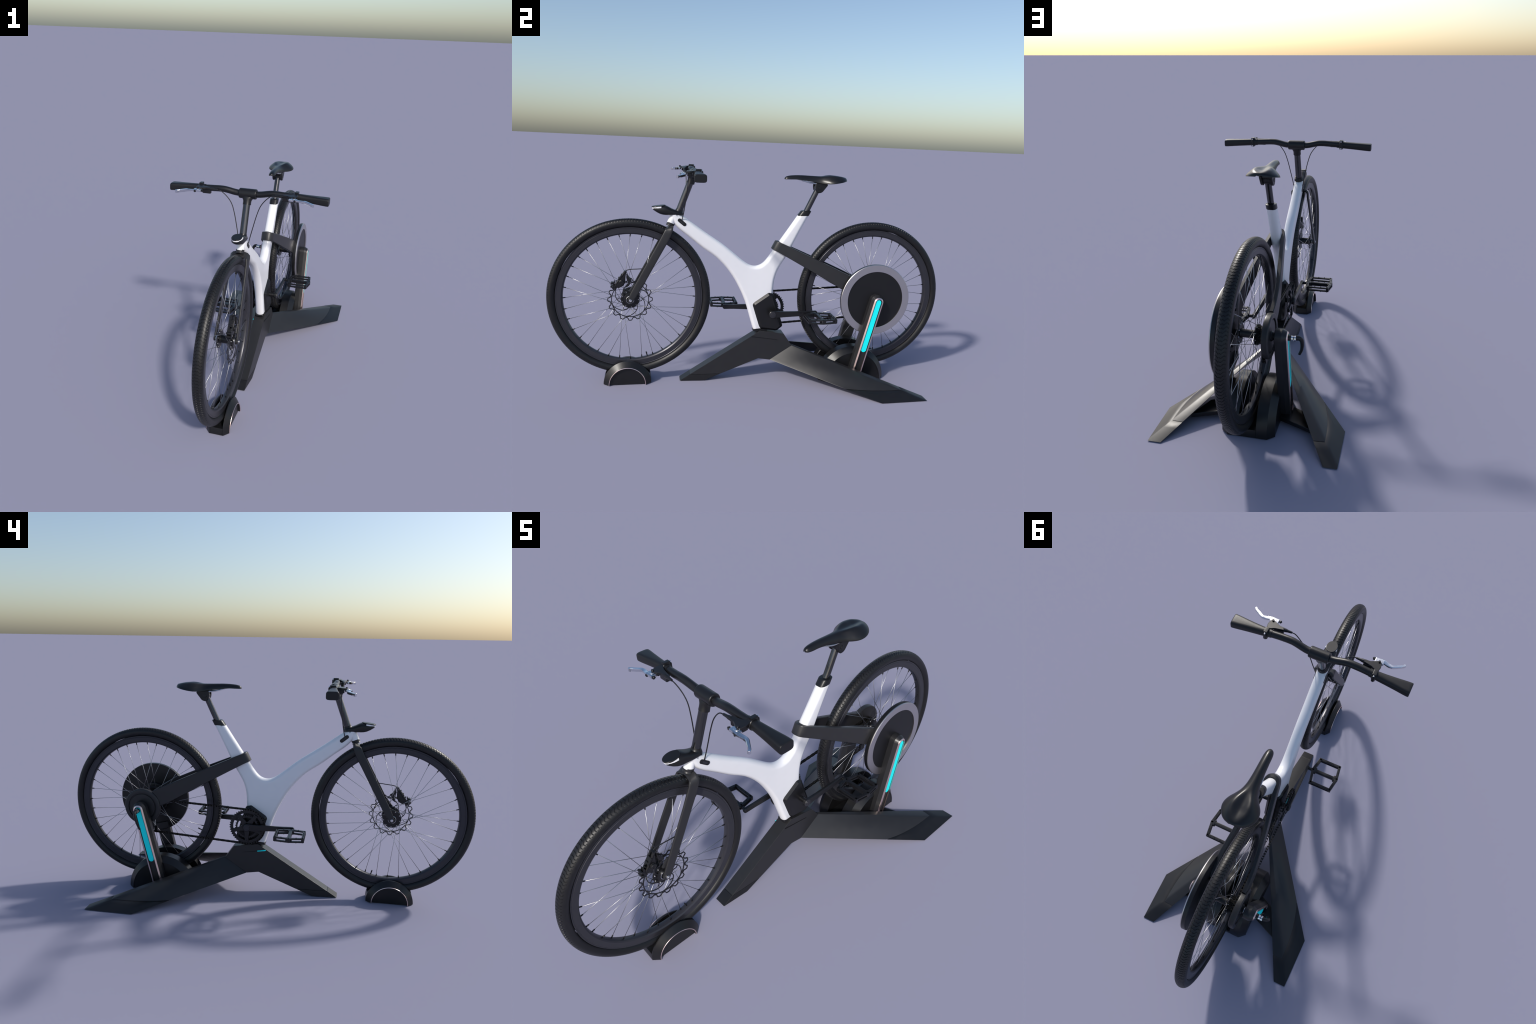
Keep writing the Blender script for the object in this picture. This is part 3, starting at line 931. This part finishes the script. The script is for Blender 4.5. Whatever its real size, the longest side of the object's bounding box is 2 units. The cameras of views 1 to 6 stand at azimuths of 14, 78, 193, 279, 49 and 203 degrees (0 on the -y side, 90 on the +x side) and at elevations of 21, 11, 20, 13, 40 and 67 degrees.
bm = bmesh.new()
gear_ring(bm, -0.0565, 0.0012, 0.0850, 0.0700, 44, BB)
gear_ring(bm, -0.0600, 0.0012, 0.0560, 0.0480, 30, BB)
for k in range(5):           # spider arms
    a_ = TAU * k / 5 + 0.95
    d = Vector((math.cos(a_), math.sin(a_)))
    n = Vector((-d.y, d.x))
    o = Vector(BB)
    arm = [o + d * 0.010 - n * 0.016, o + d * 0.050 - n * 0.0085, o + d * 0.0755 - n * 0.0105, o + d * 0.0755 + n * 0.0105, o + d * 0.050 + n * 0.0085, o + d * 0.010 + n * 0.016]
    add_slab(bm, arm, [(-0.0555, 0.0005), (-0.0575, 0), (-0.0640, 0), (-0.0650, 0.001)])
    add_cyl(bm, (-0.060, *(o + d * 0.0715)), (-0.0665, *(o + d * 0.0715)), 0.0042, 12, 0.0006)
finish("chainring", bm, BLACK_METAL, bike, 35)


def build_chain():
    XC = -0.0555
    def arc(c, r, a0, a1, n):
        return [(c[0] + r * math.cos(a0 + (a1 - a0) * k / n), c[1] + r * math.sin(a0 + (a1 - a0) * k / n)) for k in range(n + 1)]
    CS = (AXLE_R, AXLE_Z)
    path = arc(BB, 0.0885, math.radians(-84), math.radians(-267), 40)          # round the front of the chainring
    path += arc(CS, 0.0365, math.radians(93), math.radians(-60), 20)           # over the sprocket
    path += arc((0.622, 0.362), 0.0125, math.radians(120), math.radians(200), 8)
    path += arc((0.590, 0.3105), 0.0135, math.radians(20), math.radians(-88), 12)
    P = [Vector(p) for p in path] + [Vector(path[0])]
    seg = [(P[i + 1] - P[i]).length for i in range(len(P) - 1)]
    total = sum(seg)
    n = int(round(total / 0.0135 / 2)) * 2
    step = total / n
    pts, i, acc = [], 0, 0.0
    for k in range(n):
        tgt = k * step
        while acc + seg[i] < tgt:
            acc += seg[i]
            i += 1
        pts.append(P[i].lerp(P[i + 1], (tgt - acc) / seg[i]))
    bm = bmesh.new()
    for k in range(n):
        a_, b_ = pts[k], pts[(k + 1) % n]
        off = 0.0042 if k % 2 else 0.0028
        cap = capsule(a_, b_, 0.0043, 4)
        for s in (1, -1):
            x = XC + s * off
            add_slab(bm, cap, [(x - 0.0006, 0), (x + 0.0006, 0)])
        add_cyl(bm, (XC - 0.0048, *a_), (XC + 0.0048, *a_), 0.0034, 6)
    o = finish("chain", bm, CHAIN, bike, 35)
    o["kind"] = "stuff"


build_chain()

bm = bmesh.new()             # rear derailleur: cage plates, two jockey wheels, body
cage = round_poly([(0.612, 0.376), (0.634, 0.368), (0.604, 0.300), (0.588, 0.292), (0.574, 0.304), (0.580, 0.322)], 0.006, 3)
for x in (-0.0495, -0.0615):
    add_slab(bm, cage, [(x - 0.0011, 0), (x + 0.0011, 0)])
for c, r in (((0.622, 0.362), 0.0115), ((0.590, 0.3105), 0.0125)):
    add_cyl(bm, (-0.058, *c), (-0.053, *c), r, 20, 0.001)
add_box(bm, (-0.056, 0.555, 0.312), (0.010, 0.017, 0.026), None, 0.002)
add_box(bm, (-0.0665, 0.617, 0.385), (0.012, 0.020, 0.040), None, 0.003)
finish("derailleur", bm, BLACK_METAL, bike, 35)

# ------------------------------------------------------------------ drive-side axle cover and the flywheel drum on the left
bm = bmesh.new()
add_lathe(bm, [(0.0645, 0.0), (0.0645, 0.084), (0.0675, 0.0900), (0.0725, 0.0915), (0.0875, 0.0915), (0.0910, 0.0890), (0.0925, 0.0850), (0.0925, 0.0735), (0.0910, 0.0710), (0.0855, 0.0700), (0.0850, 0.0655), (0.0880, 0.0640), (0.0885, 0.0610),
               (0.0885, 0.022), (0.0955, 0.0170), (0.0955, 0)], (0, AXLE_R, AXLE_Z), (-1, 0, 0), 72)
finish("axle_cover", bm, GREY_PAINT, bike, 35)
bm = bmesh.new()
add_cyl(bm, (-0.094, AXLE_R, AXLE_Z), (-0.0995, AXLE_R, AXLE_Z), 0.0145, 28, 0.001)
finish("axle_spacer", bm, BLACK_METAL, bike)
bm = bmesh.new()
add_cyl(bm, (-0.099, AXLE_R, AXLE_Z), (-0.1068, AXLE_R, AXLE_Z), 0.0165, 28, 0.0008)
finish("axle_nut", bm, CHROME, bike)

FL = (0.0102, AXLE_R - 0.003, AXLE_Z + 0.0015)
bm = bmesh.new()
add_lathe(bm, [(0.050, 0.0), (0.050, 0.060), (0.0560, 0.066), (0.0565, 0.080), (0.0580, 0.0820), (0.0765, 0.0825), (0.0770, 0.1795), (0.0785, 0.1822), (0.0810, 0.1830), (0.0935, 0.1830), (0.0955, 0.1830), (0.0955, 0.0)], FL, (1, 0, 0), 96)
fly = finish("flywheel", bm, PLASTIC, bike, 35)
bm = bmesh.new()
add_lathe(bm, [(0.0950, 0.1475), (0.0957, 0.1834), (0.0985, 0.1834), (0.1005, 0.1815), (0.1005, 0.1495), (0.1000, 0.1478)], FL, (1, 0, 0), 112, closed_prof=True)
finish("flywheel_ring", bm, SILVER, bike, 35)
bm = bmesh.new()
add_lathe(bm, [(0.0945, 0.1476), (0.0965, 0.1474), (0.0968, 0.1465), (0.0970, 0.0)], FL, (1, 0, 0), 96)
finish("flywheel_face", bm, DARK_FACE, bike, 35)


# ------------------------------------------------------------------ trainer stand
def foot_cut(bm, keep_above, z=0.031):
    geom = bm.verts[:] + bm.edges[:] + bm.faces[:]
    r = bmesh.ops.bisect_plane(bm, geom=geom, plane_co=(0, 0, z), plane_no=(0, 0, 1), clear_inner=keep_above, clear_outer=not keep_above)
    edges = [e for e in r["geom_cut"] if isinstance(e, bmesh.types.BMEdge)]
    bmesh.ops.holes_fill(bm, edges=edges, sides=0)


def beam(bm, upper, lower):
    rings(bm, [[Vector(p) for p in upper], [Vector(p) for p in lower]])


def hub_beam():
    bm = bmesh.new()
    prof = [(-0.3715, 0.0, 0.0285), (0.033, 0.2545, 0.0300), (0.156, 0.2365, 0.0340), (0.200, 0.1725, 0.0340), (0.086, 0.0985, 0.0365), (0.026, 0.1075, 0.0355), (-0.246, 0.0, 0.0360)]
    rings(bm, [[(-w, y, z) for y, z, w in prof], [(w, y, z) for y, z, w in prof]])
    return bm


for keep, nm, mt in ((True, "centre_leg", STAND), (False, "leg_foot", STAND_FOOT)):
    bm = hub_beam()
    foot_cut(bm, keep, 0.0312 if keep else 0.0304)
    if not keep:
        for v in bm.verts:
            pass
    bevel_sharp(bm, 0.0016)
    finish(nm, bm, mt, stand, 25)


def leg_shape(s):
    # corner lines from the hub to the ground: A outer ridge, B inner top, C outer lower, D inner lower
    A, B = [(0.030, 0.198, 0.1735), (0.387, 0.805, 0.0)], [(0.017, 0.1985, 0.1775), (0.330, 0.805, 0.0)]
    C, D = [(0.0345, 0.085, 0.0985), (0.3905, 0.569, 0.0)], [(0.014, 0.092, 0.0995), (0.338, 0.569, 0.0)]
    bm = bmesh.new()
    loops, M = [], 8
    for t, f in ((0.0, 0.0), (0.06, 0.05), (0.15, 0.18), (0.28, 0.48), (0.40, 0.72), (0.52, 0.76), (0.64, 0.55), (0.76, 0.28), (0.88, 0.09), (1.0, 0.0)):
        a_, b_, c_, d_ = (Vector(q[0]).lerp(Vector(q[1]), t) for q in (A, B, C, D))
        run = (Vector(A[1]) - Vector(A[0])).normalized()
        nrm = (a_ - c_).cross(run).normalized()
        nrm = nrm if nrm.x > 0 else -nrm
        face = []
        for k in range(M + 1):       # bellied outer face from A to C
            u = k / M
            face.append(a_.lerp(c_, u) + nrm * 0.0160 * f * math.sin(PI * u) ** 1.1)
        loops.append([(s * p.x, p.y, max(p.z, 0.0)) for p in [b_] + face + [d_]])
    rings(bm, loops)
    bmesh.ops.recalc_face_normals(bm, faces=bm.faces)
    return bm


for s in (1, -1):
    for keep, nm, mt in ((True, "side_leg", STAND), (False, "leg_foot", STAND_FOOT)):
        bm = leg_shape(s)
        foot_cut(bm, keep, 0.0312 if keep else 0.0304)
        bevel_sharp(bm, 0.0024 if keep else 0.0018, angle=32)
        finish(nm, bm, mt, stand, 30)

# slots on the hub cheeks, with a cyan indicator on the drive side
for s in (1, -1):
    bm = bmesh.new()
    add_slab(bm, capsule((-0.009, 0.2245), (0.122, 0.2050), 0.0009, 4), [(s * 0.0290, 0), (s * 0.0338, 0)])
    finish("hub_groove", bm, DARK_FACE, stand)
bm = bmesh.new()
add_slab(bm, capsule((-0.0060, 0.2241), (0.033, 0.2183), 0.0022, 4), [(-0.0290, 0), (-0.0342, 0)])
finish("hub_indicator", bm, CYAN, stand)


def half_round(name, mat, y0, R, x_in, x_rim, x_out, drop, recess, trim):
    """two half-disc cheeks with a tyre slot between them"""
    for s in (1, -1):
        bm = bmesh.new()
        r2 = R - drop
        prof = [(x_in, 0.0), (x_in, R - 0.0015), (x_in + 0.0015, R), (x_rim, R), (x_out, r2), (x_out, r2 - 0.0035), (x_out - recess, r2 - 0.0040), (x_out - recess, 0.0)]
        add_lathe(bm, prof, (0, y0, 0), (s, 0, 0), 48, 0.0, PI, ref=(0, s, 0))
        bmesh.ops.holes_fill(bm, edges=[e for e in bm.edges if e.is_boundary], sides=0)
        # the lathe may sweep below the floor on one side; keep the upper half
        if sum(v.co.z for v in bm.verts) < 0:
            for v in bm.verts:
                v.co.z = -v.co.z
        finish(name, bm, mat, stand_or, 30)
        if trim:
            bm = bmesh.new()
            add_tube(bm, [(s * (x_out + 0.0002), y0 + (r2 - 0.0012) * math.cos(PI * k / 48), (r2 - 0.0012) * math.sin(PI * k / 48)) for k in range(49)], 0.0017, 8)
            finish("rose_trim", bm, ROSE, stand_or)


rest = empty("tyre_rest", (0, -0.627, 0))
rest["label"] = "small black half-round front tyre rest with rose trim"
rest["category"] = "wheel support"
stand_or = rest
half_round("rest_cheek", PLASTIC, -0.627, 0.1145, 0.0285, 0.034, 0.056, 0.026, 0.009, True)
bm = bmesh.new()
yy = [(-0.627 + 0.1143 * math.cos(t), 0.1143 * math.sin(t)) for t in [PI * k / 96 for k in range(97)]]
low = [p for p in yy if p[1] <= 0.0345]
add_slab(bm, low, [(-0.0288, 0), (0.0288, 0)])
finish("rest_base", bm, PLASTIC, rest, 30)

stand_or = stand
half_round("cradle_cheek", PLASTIC, 0.5165, 0.1765, 0.037, 0.084, 0.113, 0.026, 0.0015, False)
bm = bmesh.new()
yy = [(0.5165 + 0.1762 * math.cos(t), 0.1762 * math.sin(t)) for t in [PI * k / 96 for k in range(97)]]
low = [p for p in yy if p[1] <= 0.036]
add_slab(bm, low, [(-0.0374, 0), (0.0374, 0)])
finish("cradle_base", bm, PLASTIC, stand, 30)


# light posts beside the rear axle
def build_post(s):
    d = Vector((0.0705, 0.288)).normalized()            # up along the post (y, z)
    top = Vector((0.6125, 0.4310))
    bot = top - d * 0.412

    def cap(r, cut=0.0, widen=0.0):
        n = Vector((d.y, -d.x))
        lo = bot + d * cut
        pts = [lo - n * (r + widen), lo + n * (r + widen)]
        th = math.atan2(d.y, d.x)
        pts += [top + Vector((math.cos(th - PI / 2 + PI * k / 14), math.sin(th - PI / 2 + PI * k / 14))) * r for k in range(15)]
        return pts

    bm = bmesh.new()
    outer, face, inn = cap(0.0345), cap(0.0252), cap(0.0160)
    L = lambda lp, x: [(s * x, p.x, p.y) for p in lp]
    rings(bm, [L(cap(0.031), 0.1030), L(outer, 0.1060), L(outer, 0.1330), L(face, 0.1512), L(inn, 0.1512), L(inn, 0.1480)])
    finish("light_post", bm, STAND, stand, 25)
    bm = bmesh.new()
    f2, f1 = cap(0.0250), cap(0.0168)
    rings(bm, [L(f1, 0.1500), L(f2, 0.1505), L(cap(0.0240), 0.1525), L(cap(0.0182), 0.1562), L(cap(0.0170), 0.1560)], wrap=True)
    finish("rose_bezel", bm, ROSE, stand, 30)
    bm = bmesh.new()
    a_, b_ = bot + d * 0.1555, top - d * 0.0005
    add_slab(bm, capsule(a_, b_, 0.0132, 12), [(s * 0.1490, 0), (s * 0.1522, 0), (s * 0.1528, 0.0008)])
    finish("cyan_light", bm, CYAN, stand, 30)
    if s > 0:                                          # short backing block where the post passes the flywheel
      bm = bmesh.new()
      q0, q1 = top - d * 0.172, top - d * 0.140
      n = Vector((d.y, -d.x))
      add_slab(bm, [q0 - n * 0.042, q0 + n * 0.036, q1 + n * 0.036, q1 - n * 0.042], [(s * 0.074, 0), (s * 0.1064, 0)])
      finish("post_backing", bm, STAND, stand, 25)
    bm = bmesh.new()                                   # bearing boss towards the axle
    add_cyl(bm, (s * 0.1000, AXLE_R, AXLE_Z), (s * 0.1075, AXLE_R, AXLE_Z), 0.026 if s > 0 else 0.012, 28, 0.001)
    finish("post_boss", bm, PLASTIC, stand)
    bm = bmesh.new()                                   # gloss floor plate joining cradle, post and leg
    quad = [Vector(p) for p in ((0.085, 0.452), (0.215, 0.515), (0.262, 0.634), (0.100, 0.568))]
    if s < 0:
        quad = [Vector((-p.x, p.y)) for p in reversed(quad)]
    rings(bm, [[(p.x, p.y, z) for p in (inset_loop(quad, i) if i else quad)] for z, i in ((0.012, 0.002), (0.014, 0), (0.029, 0), (0.031, 0.002))])
    finish("floor_plate", bm, PLASTIC, stand, 25)


for s in (1, -1):
    build_post(s)

# quick-release lever on the drive-side post
bm = bmesh.new()
add_cyl(bm, (-0.149, AXLE_R, AXLE_Z), (-0.1655, AXLE_R, AXLE_Z), 0.0115, 24, 0.001)
finish("release_hub", bm, PLASTIC, stand)
bm = bmesh.new()
add_lathe(bm, [(0.164, 0.008), (0.168, 0.0112), (0.176, 0.0100), (0.180, 0.0118), (0.187, 0.0112), (0.189, 0.0)], (0, AXLE_R, AXLE_Z), (-1, 0, 0), 12)
finish("release_nut", bm, CHROME, stand, 20)
bm = bmesh.new()
pts = spline([(-0.186, 0.6135, 0.4335), (-0.198, 0.6120, 0.4330), (-0.2075, 0.6080, 0.4220), (-0.2090, 0.6020, 0.3990), (-0.2050, 0.5955, 0.3730), (-0.1960, 0.5885, 0.3500)], 5)
add_tube(bm, pts, [0.0105 - 0.0045 * k / (len(pts) - 1) for k in range(len(pts))], 12, flat=0.8)
finish("release_lever", bm, PLASTIC, stand, 40)
